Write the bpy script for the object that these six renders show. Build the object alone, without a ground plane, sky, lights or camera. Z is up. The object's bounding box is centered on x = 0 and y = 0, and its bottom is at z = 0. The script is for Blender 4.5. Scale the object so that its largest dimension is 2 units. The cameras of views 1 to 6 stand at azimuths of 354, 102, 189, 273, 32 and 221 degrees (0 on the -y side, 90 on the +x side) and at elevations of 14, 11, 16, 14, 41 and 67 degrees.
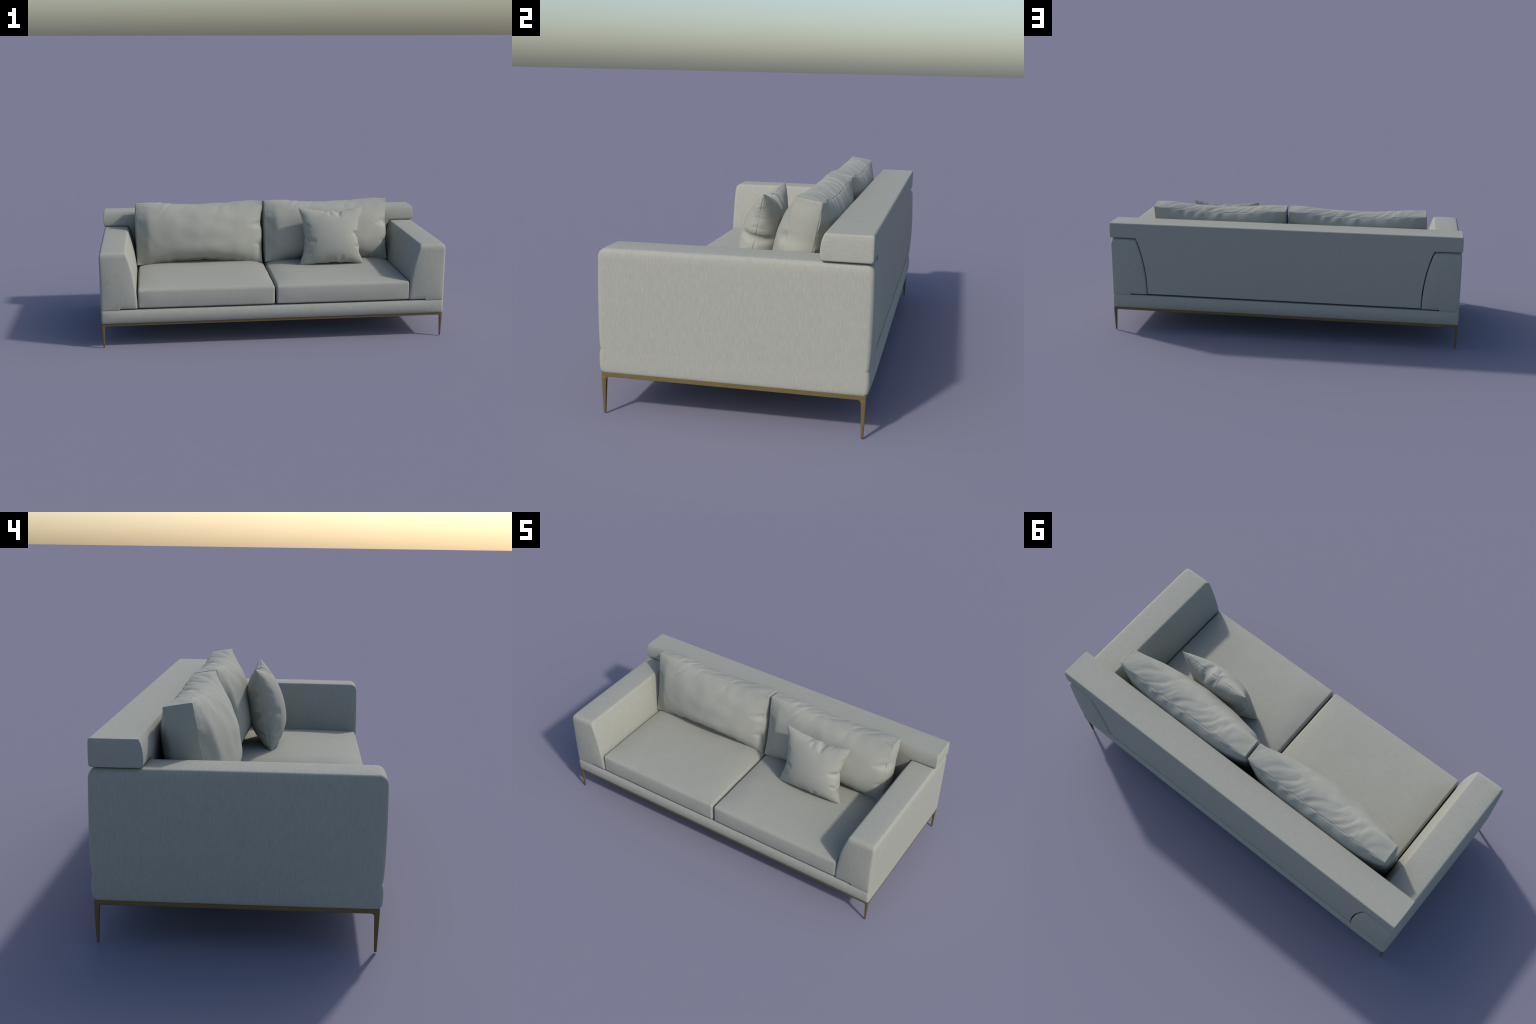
"""Two-seat fabric sofa on a thin brass frame, with one loose throw pillow."""
import bpy, bmesh, math
import numpy as np
from mathutils import Vector, noise

for o in list(bpy.data.objects):
    bpy.data.objects.remove(o, do_unlink=True)

# ------------------------------------------------------------------ sizes (m)
FRAME_X, FRAME_Y = 0.9935, 0.4365          # outer faces of the metal frame
RAIL_Z0, RAIL_Z1, RAIL_T = 0.1275, 0.1424, 0.0165
BASE_Z0, SEAM_Z = 0.1430, 0.2208           # upholstered plinth
ARM_TOP, BAR_Z0, BAR_Z1 = 0.5575, 0.5625, 0.6490
SLIT_X = 0.894                             # the open slit under the arm ends here


# ------------------------------------------------------------------ materials
def fabric(name, grain, streak=1.0):
    """Woven cloth.  grain = axis (0,1,2) across the threads on faces that look
    along x, y and z."""
    m = bpy.data.materials.new(name)
    m.use_nodes = True
    nt = m.node_tree
    N, L = nt.nodes, nt.links
    N.clear()
    out = N.new('ShaderNodeOutputMaterial')
    bs = N.new('ShaderNodeBsdfPrincipled')
    L.new(bs.outputs[0], out.inputs[0])
    tc = N.new('ShaderNodeTexCoord')
    info = N.new('ShaderNodeObjectInfo')
    off = N.new('ShaderNodeVectorMath'); off.operation = 'MULTIPLY_ADD'
    comb = N.new('ShaderNodeCombineXYZ')
    for i in range(3):
        L.new(info.outputs['Random'], comb.inputs[i])
    L.new(comb.outputs[0], off.inputs[0])
    off.inputs[1].default_value = (3.7, 5.1, 4.3)
    L.new(tc.outputs['Object'], off.inputs[2])
    sep = N.new('ShaderNodeSeparateXYZ')
    L.new(tc.outputs['Normal'], sep.inputs[0])

    def math_(op, a, b=None):
        n = N.new('ShaderNodeMath'); n.operation = op
        for i, s in enumerate((a, b)):
            if s is None:
                continue
            if isinstance(s, (int, float)):
                n.inputs[i].default_value = s
            else:
                L.new(s, n.inputs[i])
        return n.outputs[0]

    def thread(axis, hi, lo, detail):
        mp = N.new('ShaderNodeMapping')
        s = [lo, lo, lo]; s[axis] = hi
        mp.inputs['Scale'].default_value = s
        L.new(off.outputs[0], mp.inputs['Vector'])
        t = N.new('ShaderNodeTexNoise')
        t.inputs['Scale'].default_value = 1.0
        t.inputs['Detail'].default_value = detail
        t.inputs['Roughness'].default_value = 0.6
        L.new(mp.outputs[0], t.inputs['Vector'])
        return t.outputs[0]

    ax = {a: thread(a, 360.0, 40.0, 2.0) for a in set(grain)}
    fx = math_('GREATER_THAN', math_('ABSOLUTE', sep.outputs[0]), 0.72)
    fy = math_('GREATER_THAN', math_('ABSOLUTE', sep.outputs[1]), 0.72)

    def mixf(f, a, b):
        n = N.new('ShaderNodeMix'); n.data_type = 'FLOAT'
        L.new(f, n.inputs[0]); L.new(a, n.inputs[2]); L.new(b, n.inputs[3])
        return n.outputs[0]
    st = mixf(fx, mixf(fy, ax[grain[2]], ax[grain[1]]), ax[grain[0]])

    fine = N.new('ShaderNodeTexNoise')
    fine.inputs['Scale'].default_value = 420.0
    fine.inputs['Detail'].default_value = 2.0
    L.new(off.outputs[0], fine.inputs['Vector'])
    mott = N.new('ShaderNodeTexNoise')
    mott.inputs['Scale'].default_value = 38.0
    mott.inputs['Detail'].default_value = 3.0
    L.new(off.outputs[0], mott.inputs['Vector'])

    # value = 1 + streaks + fine slub + soft mottling, each centred on zero
    v = math_('MULTIPLY', math_('SUBTRACT', st, 0.5), 0.34 * streak)
    v = math_('ADD', v, math_('MULTIPLY', math_('SUBTRACT', fine.outputs[0], 0.5), 0.10))
    v = math_('ADD', v, math_('MULTIPLY', math_('SUBTRACT', mott.outputs[0], 0.5), 0.07))
    v = math_('ADD', v, 1.0)
    col = N.new('ShaderNodeVectorMath'); col.operation = 'SCALE'
    col.inputs[0].default_value = FABRIC_RGB
    L.new(v, col.inputs['Scale'])
    L.new(col.outputs[0], bs.inputs['Base Color'])
    bs.inputs['Roughness'].default_value = 0.92
    bs.inputs['Specular IOR Level'].default_value = 0.12
    bs.inputs['Sheen Weight'].default_value = 0.05
    bs.inputs['Sheen Roughness'].default_value = 0.5
    bp = N.new('ShaderNodeBump')
    bp.inputs['Strength'].default_value = 0.12
    bp.inputs['Distance'].default_value = 0.0012
    h = math_('ADD', math_('MULTIPLY', st, 0.7), math_('MULTIPLY', fine.outputs[0], 0.5))
    L.new(h, bp.inputs['Height'])
    L.new(bp.outputs[0], bs.inputs['Normal'])
    return m


FABRIC_RGB = (0.339, 0.345, 0.302)


def brass():
    m = bpy.data.materials.new('aged_brass')
    m.use_nodes = True
    nt = m.node_tree
    bs = nt.nodes['Principled BSDF']
    tc = nt.nodes.new('ShaderNodeTexCoord')
    n = nt.nodes.new('ShaderNodeTexNoise')
    n.inputs['Scale'].default_value = 60.0
    n.inputs['Detail'].default_value = 4.0
    nt.links.new(tc.outputs['Object'], n.inputs['Vector'])
    r = nt.nodes.new('ShaderNodeValToRGB')
    r.color_ramp.elements[0].position = 0.3
    r.color_ramp.elements[0].color = (0.142, 0.104, 0.036, 1)
    r.color_ramp.elements[1].position = 0.7
    r.color_ramp.elements[1].color = (0.160, 0.118, 0.042, 1)
    nt.links.new(n.outputs[0], r.inputs[0])
    nt.links.new(r.outputs[0], bs.inputs['Base Color'])
    bs.inputs['Metallic'].default_value = 0.15
    bs.inputs['Roughness'].default_value = 0.5
    bs.inputs['Specular IOR Level'].default_value = 0.3
    return m


# ------------------------------------------------------------------ helpers
def make(name, verts, faces, mat, parent=None, angle=38.0, merge=0.0):
    me = bpy.data.meshes.new(name)
    bm = bmesh.new()
    vs = [bm.verts.new(v) for v in verts]
    for f in faces:
        try:
            bm.faces.new([vs[i] for i in f])
        except ValueError:
            pass
    if merge:
        bmesh.ops.remove_doubles(bm, verts=bm.verts, dist=merge)
    bmesh.ops.recalc_face_normals(bm, faces=bm.faces)
    for f in bm.faces:
        f.smooth = True
    bm.to_mesh(me)
    bm.free()
    me.set_sharp_from_angle(angle=math.radians(angle))
    me.materials.append(mat)
    ob = bpy.data.objects.new(name, me)
    bpy.context.scene.collection.objects.link(ob)
    ob.parent = parent
    return ob


def samples(lo, hi, rlo, rhi, n, extra=(), k=6):
    """Grid positions along one axis, dense in the rounded zones at both ends."""
    s = []
    if rlo > 0:
        s += [lo + rlo - rlo * math.tan(math.radians(45 * (1 - i / k))) for i in range(k)]
    s += list(np.linspace(lo + rlo, hi - rhi, n))
    if rhi > 0:
        s += [hi - rhi + rhi * math.tan(math.radians(45 * i / k)) for i in range(1, k + 1)]
    s += [e for e in extra if lo + rlo < e < hi - rhi]
    return sorted(set(round(v, 7) for v in s))


def superbox(lo, hi, rlo, rhi, n, extra=((), (), ())):
    """Box with independently rounded sides as (verts, quads)."""
    S = [samples(lo[a], hi[a], rlo[a], rhi[a], n[a], extra[a]) for a in range(3)]
    D = [len(s) - 1 for s in S]
    idx, verts, faces = {}, [], []

    def vert(i, j, k):
        key = (i, j, k)
        if key in idx:
            return idx[key]
        p, q, v, r = [], [], [], []
        for a, t in enumerate(key):
            c = S[a][t]
            cc = min(max(c, lo[a] + rlo[a]), hi[a] - rhi[a])
            ra = rlo[a] if c < cc else (rhi[a] if c > cc else 0.0)
            q.append(cc); r.append(ra)
            v.append((c - cc) / ra if ra > 0 else 0.0)
        m = max(abs(t) for t in v)
        ln = math.sqrt(sum(t * t for t in v))
        f = m / ln if ln > 0 else 0.0
        verts.append([q[a] + r[a] * v[a] * f for a in range(3)])
        idx[key] = len(verts) - 1
        return idx[key]

    for a in range(3):
        b, c = (a + 1) % 3, (a + 2) % 3
        for side in (0, D[a]):
            for i in range(D[b]):
                for j in range(D[c]):
                    quad = []
                    for di, dj in ((0, 0), (1, 0), (1, 1), (0, 1)):
                        key = [0, 0, 0]
                        key[a] = side; key[b] = i + di; key[c] = j + dj
                        quad.append(vert(*key))
                    faces.append(quad if side else quad[::-1])
    return np.array(verts), faces


def curve(pts):
    """Smooth monotone interpolation through control points [(x, y), ...]."""
    xs = np.array([p[0] for p in pts]); ys = np.array([p[1] for p in pts])
    d = np.diff(ys) / np.diff(xs)
    m = np.concatenate([[d[0]], (d[:-1] + d[1:]) / 2, [d[-1]]])
    for i in range(1, len(m) - 1):
        if d[i - 1] * d[i] <= 0:
            m[i] = 0

    def f(x):
        x = np.clip(np.asarray(x, float), xs[0], xs[-1])
        i = np.clip(np.searchsorted(xs, x) - 1, 0, len(xs) - 2)
        h = xs[i + 1] - xs[i]; t = (x - xs[i]) / h
        return ((1 + 2 * t) * (1 - t) ** 2 * ys[i] + t * (1 - t) ** 2 * h * m[i]
                + t * t * (3 - 2 * t) * ys[i + 1] + t * t * (t - 1) * h * m[i + 1])
    return f


def smooth(e0, e1, x):
    t = np.clip((x - e0) / (e1 - e0), 0, 1)
    return t * t * (3 - 2 * t)


def noisy(P, amp, freq, seed):
    """Displace points by smooth vector noise."""
    o = Vector((seed * 7.3, seed * 3.1, seed * 5.7))
    for p in P:
        n = noise.noise_vector(Vector(p) * freq + o)
        p += amp * np.array(n)
    return P


# ------------------------------------------------------------------ the sofa
sofa = bpy.data.objects.new('sofa', None)
bpy.context.scene.collection.objects.link(sofa)
sofa['label'] = 'light grey fabric two-seat sofa on thin brass legs'
sofa['category'] = 'sofa'

M_arm = fabric('woven_cloth_arm', (1, 0, 1), 1.0)
M_base = fabric('woven_cloth_base', (1, 0, 0), 1.0)
M_back = fabric('woven_cloth_back', (2, 2, 1), 0.7)
M_seat = fabric('woven_cloth_seat', (1, 0, 1), 0.55)
M_cush = fabric('woven_cloth_cushion', (2, 0, 0), 0.35)
M_brass = brass()

# --- upholstered base -------------------------------------------------------
base_inset = curve([(BASE_Z0, 0.0065), (0.1465, 0.0036), (0.153, 0.0017), (0.165, 0.0006),
                    (0.185, 0.0), (0.203, 0.0004), (0.2125, 0.0016), (0.2175, 0.0030), (SEAM_Z + .0007, 0.0045)])
zs = [0.1445, 0.146, 0.1475, 0.15, 0.1535, 0.158, 0.164, 0.172, 0.18, 0.19, 0.198, 0.204, 0.208,
      0.211, 0.2135, 0.2155, 0.217, 0.2182, 0.2192, 0.2202, 0.2208]
V, F = superbox((-0.9955, -0.4442, BASE_Z0), (0.9955, 0.4442, SEAM_Z + .0007),
                (.012, .012, 0), (.012, .012, 0), (60, 30, 2),
                ((-.897, -.894, -.891, .891, .894, .897), (), zs))
d = base_inset(V[:, 2])
onx = smooth(0.90, 0.985, np.abs(V[:, 0])); ony = smooth(0.36, 0.432, np.abs(V[:, 1]))
side = np.clip((V[:, 2] - 0.19) / 0.02, 0, 1)
V[:, 0] -= np.sign(V[:, 0]) * d * (0.5 - 0.47 * side) * onx
V[:, 1] -= np.sign(V[:, 1]) * d * ony
# padding swells the long faces between the corners
mid_z = np.sin(np.pi * np.clip((V[:, 2] - BASE_Z0) / (SEAM_Z - BASE_Z0), 0, 1))
V[:, 1] += np.sign(V[:, 1]) * .0080 * mid_z * (1 - np.abs(V[:, 0] / .996) ** 14) * ony
V[:, 0] += np.sign(V[:, 0]) * .0019 * (1 - np.abs(V[:, 1] / .4442) ** 8) * onx
# outside the slit the base meets the arm along a tight crease
V[:, 2] -= np.where(V[:, 2] > .2190, .0006, 0) * smooth(SLIT_X - .002, SLIT_X + .003, np.abs(V[:, 0]))
make('base', V, F, M_base, sofa, 50)

# --- arms -------------------------------------------------------------------
arm_inner = curve([(.215, .7885), (.232, .7885), (.2767, .7900), (.317, .7930), (.3676, .7990), (.4261, .8090),
                   (.4868, .8240), (.53, .8375), (.57, .8500)])
arm_front = curve([(SEAM_Z, .0045), (.2225, .0034), (.230, .0022), (.245, .0012), (.27, .0006), (.33, 0),
                   (.44, -.0005), (.56, 0.0003)])
AX0, AX1 = 0.80, 0.9955


def build_arm(sign):
    zs = [SEAM_Z + t for t in (.0012, .0025, .004, .006, .0085, .0115, .015, .02, .027, .036, .05)]
    xs = [.889, .891, .8925, .894, .8955, .897, .899]
    V, F = superbox((AX0, -0.4452, SEAM_Z - .0002), (AX1, 0.4450, ARM_TOP),
                    (.012, .013, 0), (.013, .013, .014), (12, 40, 34), ((xs), (), zs))
    x, y, z = V[:, 0].copy(), V[:, 1].copy(), V[:, 2].copy()
    # slit along the inner part of the underside
    lift = .0086 * (1 - smooth(SLIT_X - .0015, SLIT_X + .0015, x)) * (1 - smooth(SEAM_Z, SEAM_Z + .035, z))
    z2 = z + lift
    # inner face follows the curve, outer face stays upright
    inn = arm_inner(z2)
    t = (AX1 - x) / (AX1 - AX0)
    # keep the slit position where it is: only stretch beyond it
    V[:, 0] = AX1 - t * (AX1 - inn)
    d = arm_front(z)
    ends = smooth(0.38, 0.43, np.abs(y))
    V[:, 1] -= np.sign(y) * d * ends
    # the padded front and rear faces swell in the middle
    puff = (1 - np.abs(2 * (x - AX0) / (AX1 - AX0) - 1) ** 2.6) * np.sin(np.pi * np.clip((z - SEAM_Z) / (ARM_TOP - SEAM_Z), 0, 1) ** .8)
    V[:, 1] += np.sign(y) * .0085 * puff * ends
    V[:, 0] -= .0001 * np.exp(-(z - SEAM_Z) / .004) * smooth(.96, .99, x)
    # soft shoulders along the top
    rise = np.clip((z - (ARM_TOP - .030)) / .030, 0, 1)
    V[:, 1] *= 1 - (.0125 / .445) * rise ** 2.2
    V[:, 0] -= .0055 * rise ** 2 * smooth(.9, AX1, x)
    # soft crown on the large faces
    V[:, 0] += .0042 * (.45 + .55 * np.sin(np.pi * np.clip((z - .22) / .33, 0, 1))) * (1 - np.abs(y / .445) ** 8) * smooth(.96, .99, x)
    across = np.clip((x - (AX0 + AX1) / 2) / ((AX1 - AX0) / 2), -1, 1)
    V[:, 2] = z2 + (.0015 * (1 - (y / .4465) ** 2) - .0025 * np.abs(across) ** 3) * smooth(.45, .55, z) + .001 * smooth(.45, .55, z)
    V[:, 0] *= sign
    if sign < 0:
        F = [f[::-1] for f in F]
    return make('arm', V, F, M_arm, sofa, 50)


build_arm(1)
build_arm(-1)

# --- back: one T-shaped piece, a bar over the arms and a panel between them --
half = curve([(.2317, .7850), (.317, .7885), (.3676, .7947), (.4261, .8046), (.4868, .8196), (.53, .8328), (.5605, .8450)])
BX = 1.0
bar_end = curve([(BAR_Z0, .9965), (.5640, .9978), (.574, .9990), (.605, 1.0), (.634, .9990),
                 (.645, .9972), (BAR_Z1, .9950)])
bar_front = curve([(.22, .2800), (.56, .2785), (.5625, .2783), (.5645, .2781), (.576, .2771), (.590, .2765), (.605, .2775), (.624, .2806),
                   (.640, .2858), (BAR_Z1, .2905)])
rows = [.2317, .2325, .2345, .238]
rows += list(np.linspace(.245, .55, 28)) + [.5555, .5585, .5605, BAR_Z0 - .0004, BAR_Z0, .5632, .5645, .5665,
                                            .569, .573, .579, .587, .596, .605, .614, .622, .629, .635, .640, .6435, .646, .6478]
rows = sorted(set(rows))
V, F = superbox((-1, .278, .2317), (1, .4412, BAR_Z1), (.006, 0, 0), (.006, 0, 0), (70, 2, 2),
                ((-.99, -.985, -.98, -.97, -.96, .99, .985, .98, .97, .96), (.279, .281, .284, .288, .295, .31, .34, .38, .41, .43, .435, .438, .4398),
                 rows[1:]))
x, y, z = V.T.copy()
s = (y - .278) / (.4412 - .278)
lower = z < BAR_Z0 - .0002
w = np.where(lower, half(np.minimum(z, .5605)) + .004 * smooth(.5585, .5622, z), bar_end(z))
V[:, 0] = x * w
# rounded vertical edges and edges of the bar ends / panel flanks
yf = bar_front(z)
yb = np.full(len(z), .4412)
yb -= .0052 * np.clip((z - (BAR_Z1 - .006)) / .006, 0, 1) ** 2.2
yb -= .004 * np.clip((.2355 - z) / .004, 0, 1) ** 2
over = (~lower) & (np.abs(V[:, 0]) > .853)
under = np.where(over, np.clip((.5725 - z) / .010, 0, 1) ** 2.2, 0)
yb -= .004 * under
yf += .0065 * under
V[:, 1] = yf + s * (yb - yf)
edge = np.where(np.abs(x) > .9999, 0, 0)
# end faces: soften the vertical edges (front and back)
ex = smooth(.99, 1.0, np.abs(x))
near = np.minimum(s, 1 - s) * .163
V[:, 0] -= np.sign(x) * .0025 * np.clip(1 - near / .005, 0, 1) ** 2 * (np.abs(x) > .9935)
V[:, 0] -= np.sign(x) * .0008 * (1 - np.sin(np.pi * s)) * (~lower) * (np.abs(x) > .95)
make('backrest', V, F, M_back, sofa, 32)

# --- seat cushions ----------------------------------------------------------
SX0, SX1, SY0, SY1, SZ0, SZ1 = -.391, .391, -.4420, .262, .2285, .3390
V, F = superbox((SX0, SY0, SZ0), (SX1, SY1, SZ1), (.011, .012, .010), (.011, .012, .018), (56, 50, 12),
                ((SX0 + .0125, SX0 + .0145, SX0 + .016, SX0 + .0185, SX1 - .0125, SX1 - .0145, SX1 - .016, SX1 - .0185),
                 (SY0 + .013, SY0 + .0145, SY0 + .016, SY0 + .0175, SY0 + .019, SY0 + .022), ()))
x, y, z = V.T.copy()
u = np.clip(x / .391, -1, 1); v = np.clip((y - (SY0 + SY1) / 2) / ((SY1 - SY0) / 2), -1, 1)
crown = .0185 * (1 - np.abs(u) ** 7) * np.where(v < 0, 1 - np.abs(v) ** 4.5, 1 + .25 * np.clip(v, 0, 1))
crown += .0045 * (1 - u * u) * np.exp(-((v - .05) / .5) ** 2)
top = smooth(.29, SZ1, z)
V[:, 2] += crown * top
# top seam set a little in from the front edge
seam = np.exp(-((y - (SY0 + .016)) / .0017) ** 2) * (z > SZ1 - .001) * (np.abs(x) < .385)
V[:, 2] -= .0010 * seam
# front and sides belly out a touch
belly = np.sin(np.pi * np.clip((z - SZ0) / (SZ1 - SZ0), 0, 1))
V[:, 1] -= .0050 * belly * (1 - np.abs(u) ** 8) * (y < SY0 + .02)
V[:, 0] += np.sign(x) * .0018 * belly * (np.abs(x) > .375) * (1 - np.abs(v) ** 4)
V = noisy(V, .0012, 9.0, 3)
c = make('seat_cushion', V, F, M_seat, sofa, 60)
c.location = (.3985, 0, 0)
c2 = c.copy(); c2.location = (-.3945, 0, 0)
bpy.context.scene.collection.objects.link(c2)


# --- soft cushions: an ideal stuffed shape is drawn first, then its cloth is cut
# --- slightly too large near the seams and relaxed, so that it gathers into folds
def spread(half, n, margin=(.0028, .0065, .0115)):
    """-1..1 with extra lines close to both ends, where the seams lie."""
    inner = np.linspace(-half + margin[-1] + .006, half - margin[-1] - .006, n)
    e = np.array((0,) + margin)
    return np.concatenate([-half + e, inner, half - e[::-1]]) / half


def stroke(U, W, p0, p1, w0, w1):
    """Fold running from p0 to p1: 1 on its line, fading to the sides and the far end."""
    dx, dy = p1[0] - p0[0], p1[1] - p0[1]
    L2 = dx * dx + dy * dy
    t = ((U - p0[0]) * dx + (W - p0[1]) * dy) / L2
    tc = np.clip(t, 0, 1)
    dist = np.hypot(U - p0[0] - tc * dx, W - p0[1] - tc * dy)
    w = w0 + (w1 - w0) * tc
    return np.exp(-(dist / w) ** 2) * (1 - tc) ** 0.7


class Cloth:
    """Grid patches sewn together where their borders coincide."""

    def __init__(self):
        self.P, self.A, self.key = [], [], {}
        self.ed, self.rest, self.stiff, self.faces, self.seam = [], [], [], [], {}

    def patch(self, G, eu, ev, anchor, wrap=False, seam=None, flip=False, bend=.10):
        nu, nv = G.shape[:2]
        ids = np.zeros((nu, nv), int)
        for i in range(nu):
            for j in range(nv):
                k = tuple(np.round(G[i, j], 6))
                if k not in self.key:
                    self.key[k] = len(self.P)
                    self.P.append(G[i, j]); self.A.append(anchor[i, j])
                else:
                    self.A[self.key[k]] = max(self.A[self.key[k]], anchor[i, j])
                ids[i, j] = self.key[k]
                if seam is not None and seam[i, j] > 0:
                    self.seam[ids[i, j]] = max(self.seam.get(ids[i, j], 0), seam[i, j])
        if wrap:
            ids = np.vstack([ids, ids[:1]]); G = np.concatenate([G, G[:1]])
            eu = np.concatenate([eu, eu[:1]]); ev = np.concatenate([ev, ev[:1]])

        def link(a, b, e, k):
            a, b = a.ravel(), b.ravel()
            P = np.array(self.P)
            L = np.linalg.norm(P[a] - P[b], axis=1) * (1 + e.ravel())
            self.ed.append(np.stack([a, b], 1)); self.rest.append(L); self.stiff.append(np.full(len(a), k))
        link(ids[:-1], ids[1:], (eu[:-1] + eu[1:]) / 2, 1.0)
        link(ids[:, :-1], ids[:, 1:], (ev[:, :-1] + ev[:, 1:]) / 2, 1.0)
        em = (eu[:-1, :-1] + ev[:-1, :-1]) / 2
        link(ids[:-1, :-1], ids[1:, 1:], em, .35)
        link(ids[1:, :-1], ids[:-1, 1:], em, .35)
        link(ids[:-2], ids[2:], eu[1:-1], .22)
        link(ids[:, :-2], ids[:, 2:], ev[:, 1:-1], .22)
        link(ids[:-4], ids[4:], eu[2:-2], bend)
        link(ids[:, :-4], ids[:, 4:], ev[:, 2:-2], bend)
        q = np.stack([ids[:-1, :-1], ids[1:, :-1], ids[1:, 1:], ids[:-1, 1:]], -1).reshape(-1, 4)
        self.faces += [list(f[::-1] if flip else f) for f in q]

    def relax(self, steps, jitter, seed, freq=18.0):
        V = np.array(self.P); A = np.array(self.A)[:, None]
        home = V.copy()
        ed = np.concatenate(self.ed); rest = np.concatenate(self.rest); k = np.concatenate(self.stiff)
        ok = rest > 1e-7
        ed, rest, k = ed[ok], rest[ok], k[ok]
        i, j = ed[:, 0], ed[:, 1]
        n = len(V)
        cnt = np.bincount(i, k, n) + np.bincount(j, k, n)
        V = noisy(V, jitter, freq, seed)
        both = np.concatenate([i, j])
        for it in range(steps):
            d = V[j] - V[i]
            L = np.linalg.norm(d, axis=1)
            c = d * (.5 * k * (L - rest) / np.maximum(L, 1e-9))[:, None]
            for a in range(3):
                V[:, a] += 1.7 * np.bincount(both, np.concatenate([c[:, a], -c[:, a]]), n) / cnt
            V += A * (home - V)
        return V

    def groove(self, V):
        """Sink the sewn lines."""
        N = np.zeros_like(V)
        F = np.array(self.faces)
        nrm = np.cross(V[F[:, 2]] - V[F[:, 0]], V[F[:, 3]] - V[F[:, 1]])
        for c in range(4):
            np.add.at(N, F[:, c], nrm)
        N /= np.maximum(np.linalg.norm(N, axis=1), 1e-12)[:, None]
        for i, g in self.seam.items():
            V[i] -= g * N[i]
        return V


def soften(ob):
    """Apply one level of Catmull-Clark so the folds read as cloth."""
    m = ob.modifiers.new('smooth', 'SUBSURF'); m.levels = 1; m.render_levels = 1
    dg = bpy.context.evaluated_depsgraph_get()
    me = bpy.data.meshes.new_from_object(ob.evaluated_get(dg))
    old = ob.data; name = old.name
    ob.modifiers.clear(); ob.data = me
    bpy.data.meshes.remove(old); me.name = name
    for p in me.polygons:
        p.use_smooth = True
    me.set_sharp_from_angle(angle=math.radians(62))
    return ob


# back cushion, in its own frame: X width, W height, N towards the sitter
CA, CB, CT = .3905, .192, .0976
lean = math.atan2(.067, .378)
AXX = np.array((1, 0, 0.)); AXW = np.array((0, math.sin(lean), math.cos(lean)))
AXN = np.array((0, -math.cos(lean), math.sin(lean)))
CEN = np.array((0, (.155 + .088 + .252 + .185) / 4, (.724 + .346 + .713 + .335) / 4))

dip_top = curve([(-1, 0), (-.8, .003), (-.5, .0115), (-.3, .0185), (-.1, .0205), (.05, .0200), (.2, .0190),
                 (.35, .0170), (.55, .0115), (.75, .004), (1, 0)])
dip_bot = curve([(-1, 0), (-.8, .007), (-.5, .021), (-.2, .029), (0, .031), (.3, .025), (.6, .015), (.85, .005), (1, 0)])
dip_right = curve([(-1, 0), (-.75, .005), (-.5, .009), (-.35, .009), (-.15, .006), (.05, .007), (.28, .013), (.45, .010), (.7, .004), (1, 0)])
dip_left = curve([(-1, 0), (-.6, .004), (-.2, .006), (.2, .005), (.6, .002), (1, 0)])


def outline(U, W, T):
    pinch = .78 + .42 * T                                      # the front seam is drawn in more than the rear one
    X = CA * U - np.where(U > 0, dip_right(W), -dip_left(W)) * np.abs(U) ** 5 * pinch
    Y = CB * W - np.where(W > 0, dip_top(U), -dip_bot(U)) * np.abs(W) ** 4
    return X, Y


def place(X, Y, Z):
    return CEN + X[..., None] * AXX + Y[..., None] * AXW + Z[..., None] * AXN


fullness = curve([(-1, 0), (-.9, .28), (-.82, .50), (-.74, .60), (-.6, .71), (-.4, .84), (-.2, .94), (0, 1), (.25, .95), (.5, .83),
                  (.65, .72), (.8, .53), (.9, .34), (1, 0)])


def field(A, B):
    """Signed smooth noise over two coordinates given in cells."""
    f = [noise.noise(Vector((a, b, 3.7))) for a, b in zip(A.ravel(), B.ravel())]
    return np.array(f).reshape(A.shape)


def drag_folds(x, fwd):
    """Shallow irregular creases that run slantwise over the top of a back cushion.
    fwd = distance over the cloth from the rear seam towards the sitter."""
    s_ = x + (1.2 + 1.6 * field(x / .16 + 7, fwd / .25)) * fwd
    f = field(s_ / .058, fwd / .085 + 5) + .5 * field(s_ / .027 + 9, fwd / .06) * np.clip(1.4 - fwd / CT, 0, 1)
    f = np.where(f > 0, f * .6, f)                              # valleys are tighter than hills
    return .0070 * f * (.35 + 1.3 * np.abs(field(x / .21 + 3, fwd / .2 + 8)))


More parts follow.
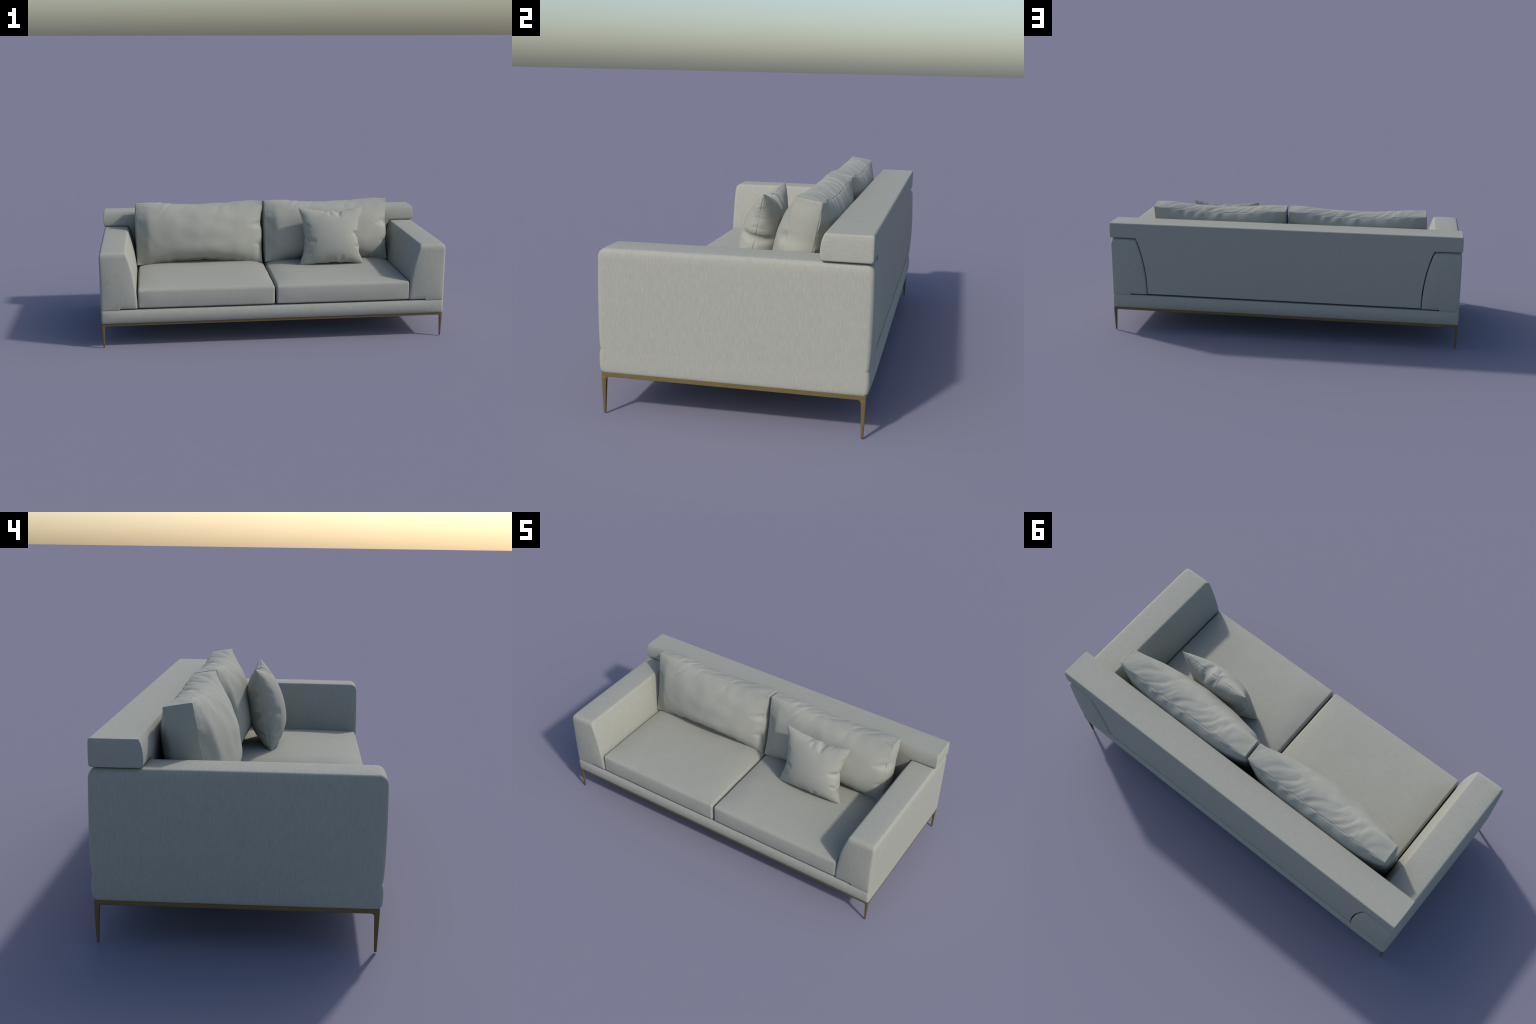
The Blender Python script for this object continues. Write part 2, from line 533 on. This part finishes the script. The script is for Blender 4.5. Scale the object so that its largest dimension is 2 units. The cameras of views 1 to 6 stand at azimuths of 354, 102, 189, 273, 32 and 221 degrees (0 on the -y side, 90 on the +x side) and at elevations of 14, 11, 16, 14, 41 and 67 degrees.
def back_cushion():
    cl = Cloth()
    us, vs = spread(CA, 92), spread(CB, 46)
    U, W = np.meshgrid(us, vs, indexing='ij')
    edge = np.minimum(CA * (1 - np.abs(U)), CB * (1 - np.abs(W)))
    X, Y = outline(U, W, 1.0)
    Y = Y + .004 * field(U * CA / .045, W * 0 + 1) * np.clip(-W, 0, 1) ** 6 * (1 - U ** 6)    # wavy foot
    corner = (np.abs(U) * np.abs(W)) ** 30
    rim = (edge < 1e-6)
    down = (1 - W) * CB
    # front
    Ws = W + .13 * (1 - W * W)
    b = .085 * fullness(U) * (1 - np.abs(Ws) ** 2.6)
    b -= .006 * stroke(U, W, (1, .26), (.80, .18), .07, .08) + .005 * stroke(U, W, (1, -.42), (.88, -.33), .05, .07)
    b -= .009 * stroke(U, W, (-.02, -1), (-.12, -.70), .08, .12) + .006 * stroke(U, W, (.32, -1), (.42, -.74), .08, .12)
    b -= .004 * stroke(U, W, (-.97, .35), (-.72, -.5), .06, .09)
    b += drag_folds(U * CA, CT + down) * np.exp(-(down / .07) ** 2) * .8 * (1 - np.abs(U) ** 6)
    b += .0052 * field(U * CA / .11 + 2, W * CB / .085 + 4) * (1 - U ** 4) * (1 - W ** 4)
    b *= smooth(-.0001, .02, edge) * .4 + .6
    b = np.where(rim, 0, b)
    near_bot = np.exp(-(1 + W) * CB / .04)
    near_end = np.exp(-(1 - np.abs(U)) * CA / .05)
    eu = .003 + .012 * np.exp(-down / .05) * (1 - np.abs(U) ** 6) + .03 * near_bot
    ev = .003 + .028 * near_end
    anc = np.where(rim, .03, .0022) + .4 * corner
    cl.patch(place(X, Y, CT / 2 + b), eu, ev, anc, seam=np.where(rim, .0007, 0), bend=.2)
    # rear
    X, Y2 = outline(U, W, -1.0)
    b = .058 * (1 - np.abs(U) ** 4.5) * (1 - np.abs(W) ** 3.0)
    fr = np.exp(-(down / .06) ** 2) * (1 - np.abs(U) ** 8)
    b += .009 * field((U * CA - .5 * down) / .062 + 20, down / .10) * fr * (.15 + 1.5 * np.abs(field(U * CA / .17 + 31, down / .3)))
    b = np.where(rim, 0, np.maximum(b, 0))
    eu = .003 + .022 * np.exp(-down / .05) * (1 - np.abs(U) ** 6) + .02 * near_bot
    ev = .003 + .03 * near_end
    cl.patch(place(X, Y, -CT / 2 - b), eu, ev, anc, seam=np.where(rim, .0026, 0), flip=True, bend=.3)
    # boxing strip round the edge
    ring = [(u_, -1.0) for u_ in us[:-1]] + [(1.0, v_) for v_ in vs[:-1]] \
        + [(u_, 1.0) for u_ in us[::-1][:-1]] + [(-1.0, v_) for v_ in vs[::-1][:-1]]
    ru = np.array([r[0] for r in ring]); rw = np.array([r[1] for r in ring])
    ts = spread(CT / 2, 12)
    RU, T = np.meshgrid(ru, ts, indexing='ij'); RW, _ = np.meshgrid(rw, ts, indexing='ij')
    X, Y = outline(RU, RW, T)
    Y = Y + .004 * field(RU * CA / .045, RW * 0 + 1) * np.clip(-RW, 0, 1) ** 6 * (1 - RU ** 6)
    full = 1 - T * T
    top = RW >= 1; end = np.abs(RU) >= 1
    Y = Y + np.sign(RW) * np.where(end, 0, .010 * (1 - np.abs(RU) ** 6)) * full
    X = X + np.sign(RU) * np.where(end, .010 * (1 - np.abs(RW) ** 4), 0) * full
    crease = drag_folds(RU * CA, (T + 1) * CT / 2) * np.minimum(1, full * 2.2) * (1 - np.abs(RU) ** 10)
    Y = Y + np.where(top & ~end, crease, 0)
    ec = np.where(top & ~end, .014 * (1 - np.abs(RU) ** 8), .010)
    anc = np.where(np.abs(T) > .9999, .03, .0022)
    cl.patch(place(X, Y, T * CT / 2), ec, np.full_like(ec, .004), anc, wrap=True, bend=.35)
    V = cl.relax(360, .0025, 2, 14.0)
    return cl, cl.groove(V)


cl, V = back_cushion()
c = soften(make('back_cushion', V, cl.faces, M_cush, sofa))
c.location = (.3955, 0, 0)
c2 = c.copy(); c2.location = (-.4035, 0, 0)
bpy.context.scene.collection.objects.link(c2)

# --- throw pillow -----------------------------------------------------------
PA, PB, PH = .1995, .1785, .082
pl = math.atan2(.070, .339)
PW = np.array((0, math.sin(pl), math.cos(pl))); PN = np.array((0, -math.cos(pl), math.sin(pl)))
PC = np.array((.4005, -.0235, .5305))
in_top = curve([(-1, 0), (-.8, .007), (-.5, .017), (-.2, .023), (.05, .025), (.24, .032), (.4, .025), (.7, .012), (.88, .004), (1, 0)])
in_bot = curve([(-1, 0), (-.7, .005), (-.3, .011), (.1, .013), (.5, .011), (.8, .005), (1, 0)])
in_right = curve([(-1, 0), (-.85, .008), (-.6, .025), (-.35, .030), (-.1, .038), (.06, .046), (.16, .038), (.5, .025), (.8, .009), (1, 0)])
in_left = curve([(-1, 0), (-.8, .010), (-.5, .026), (-.1, .033), (.3, .029), (.7, .015), (.88, .005), (1, 0)])

cl = Cloth()
pm = (.00012, .0006, .0018, .004, .0075, .012)
us, ws = spread(PA, 64, pm), spread(PB, 60, pm)
U, W = np.meshgrid(us, ws, indexing='ij')
X = PA * U - np.where(U > 0, in_right(W), -in_left(W)) * np.abs(U) ** 2.5
Y = PB * W - np.where(W > 0, in_top(U), -in_bot(U)) * np.abs(W) ** 2.5
edge = np.minimum(PA * (1 - np.abs(U)), PB * (1 - np.abs(W)))
rim = edge < 1e-6
corner = (np.abs(U) * np.abs(W)) ** 20
for sgn in (1, -1):
    Ud = U - .05 * (1 - U * U)
    Wd = W + .16 * (1 - W * W)                       # filling has settled towards the seat
    prof = np.maximum((1 - Ud * Ud) * (1 - Wd * Wd), 0) ** .50
    b = PH * prof
    for p0, p1, w0, w1, a in (((1, .06), (.70, .10), .05, .07, .011), ((1, -.42), (.74, -.34), .05, .07, .008),
                              ((.24, 1), (.20, .72), .05, .06, .010), ((-.08, 1), (-.03, .74), .05, .06, .005),
                              ((-1, -.12), (-.55, -.16), .07, .10, .013), ((-1, -.60), (-.66, -.52), .06, .08, .009), ((-1, .42), (-.72, .34), .06, .08, .005), ((.24, -1), (.30, -.68), .06, .08, .008)):
        b = b - a * stroke(U, W, p0, p1, w0, w1) * smooth(0, .03, edge)
    b = np.where(rim, 0, np.maximum(b, .0004))
    hor = np.exp(-(1 - np.abs(W)) * PB / .035); ver = np.exp(-(1 - np.abs(U)) * PA / .035)
    eu = .001 + .050 * hor * (1 - np.abs(U) ** 6)
    ev = .001 + .050 * ver * (1 - np.abs(W) ** 6)
    anc = np.where(rim, .02, .0012) + .006 * ((1 - U * U) * (1 - W * W)) ** 2 + .5 * corner
    G = PC + X[..., None] * AXX + Y[..., None] * PW + (sgn * b)[..., None] * PN
    cl.patch(G, eu, ev, anc, seam=np.where(rim & (corner < .2), .0034, 0), flip=sgn < 0, bend=.2)
V = cl.groove(cl.relax(420, .0040, 9, 15.0))
pillow = soften(make('throw_pillow', V, cl.faces, M_cush, None))
pillow['label'] = 'small square light grey fabric throw pillow, pinched corners'
pillow['category'] = 'pillow'

# --- brass frame ------------------------------------------------------------
frame = bpy.data.objects.new('metal_frame', None)
bpy.context.scene.collection.objects.link(frame)
frame.parent = sofa


def rail():
    V, F = [], []

    def ring(x, y, z, r):
        pts, k = [], 4
        for cx, cy, a0 in ((1, 1, 0), (-1, 1, 90), (-1, -1, 180), (1, -1, 270)):
            for i in range(k + 1):
                a = math.radians(a0 + 90 * i / k)
                pts.append((cx * (x - r) + r * math.cos(a), cy * (y - r) + r * math.sin(a), z))
        return pts
    c = .0012
    xi, yi = FRAME_X - RAIL_T, FRAME_Y - RAIL_T
    loops = [ring(FRAME_X - c, FRAME_Y - c, RAIL_Z0, .003), ring(FRAME_X, FRAME_Y, RAIL_Z0 + c, .004),
             ring(FRAME_X, FRAME_Y, RAIL_Z1 - c, .004), ring(FRAME_X - c, FRAME_Y - c, RAIL_Z1, .003),
             ring(xi, yi, RAIL_Z1, .002), ring(xi, yi, RAIL_Z0, .002)]
    m = len(loops[0])
    for l in loops:
        V += l
    for a in range(6):
        b = (a + 1) % 6
        for i in range(m):
            j = (i + 1) % m
            F.append([a * m + i, a * m + j, b * m + j, b * m + i])
    return V, F


V, F = rail()
make('rail', V, F, M_brass, frame, 40)


def build_leg(sx, sy):
    """Tapered foot with a small fillet running into both rails."""
    V, F = [], []
    zt = RAIL_Z0 + .0015
    R = .0105

    def section(z):
        t = 1 - z / RAIL_Z0
        ox, oy = FRAME_X - .0043 * max(t, 0), FRAME_Y - .0040 * max(t, 0)
        if z > RAIL_Z0:
            ox -= .0004; oy -= .0004
        wd = .0162 - (.0162 - .0080) * max(t, 0)
        return ox, oy, wd
    # shaft
    zsv = [0, .001, .0025, .02, .04, .06, .08, .1, .115, RAIL_Z0, zt]
    k = 3
    m = 4 * (k + 1)
    for z in zsv:
        ox, oy, wd = section(z)
        ins = .0016 if z == 0 else (.0005 if z == .001 else 0)
        cx, cy, h = ox - wd / 2, oy - wd / 2, wd / 2 - ins
        r = .0022
        for qx, qy, a0 in ((1, 1, 0), (-1, 1, 90), (-1, -1, 180), (1, -1, 270)):
            for i in range(k + 1):
                a = math.radians(a0 + 90 * i / k)
                V.append((cx + qx * (h - r) + r * math.cos(a), cy + qy * (h - r) + r * math.sin(a), z))
    for a in range(len(zsv) - 1):
        for i in range(m):
            j = (i + 1) % m
            F.append([a * m + i, a * m + j, (a + 1) * m + j, (a + 1) * m + i])
    F.append(list(range(m))[::-1])
    F.append([(len(zsv) - 1) * m + i for i in range(m)])
    # fillets (quarter-round webs) toward -x and -y
    for axis in (0, 1):
        b = len(V)
        steps = 8
        prof = []
        for i in range(steps + 1):
            a = math.radians(90 * i / steps)
            prof.append((R * (1 - math.sin(a)), -R * (1 - math.cos(a))))     # (distance from leg, height below rail)
        ox, oy, wd = section(RAIL_Z0 - .004)
        pts2 = [(-.004, .001), (R, .001)] + prof + [(-.004, -R)]
        for s_ in (0, 1):
            for dd, hh in pts2:
                z = RAIL_Z0 + hh
                o2x, o2y, w2 = section(z)
                if axis == 0:
                    V.append((FRAME_X - .0160 - dd, (o2y - .0006) if s_ else (o2y - w2 + .0006), z))
                else:
                    V.append(((o2x - .0006) if s_ else (o2x - w2 + .0006), FRAME_Y - .0160 - dd, z))
        q = len(pts2)
        for i in range(q):
            j = (i + 1) % q
            F.append([b + i, b + j, b + q + j, b + q + i])
        F.append([b + i for i in range(q)][::-1])
        F.append([b + q + i for i in range(q)])
    V = [(sx * v[0], sy * v[1], v[2]) for v in V]
    return make('leg', V, F, M_brass, frame, 35)


for sx in (1, -1):
    for sy in (1, -1):
        build_leg(sx, sy)
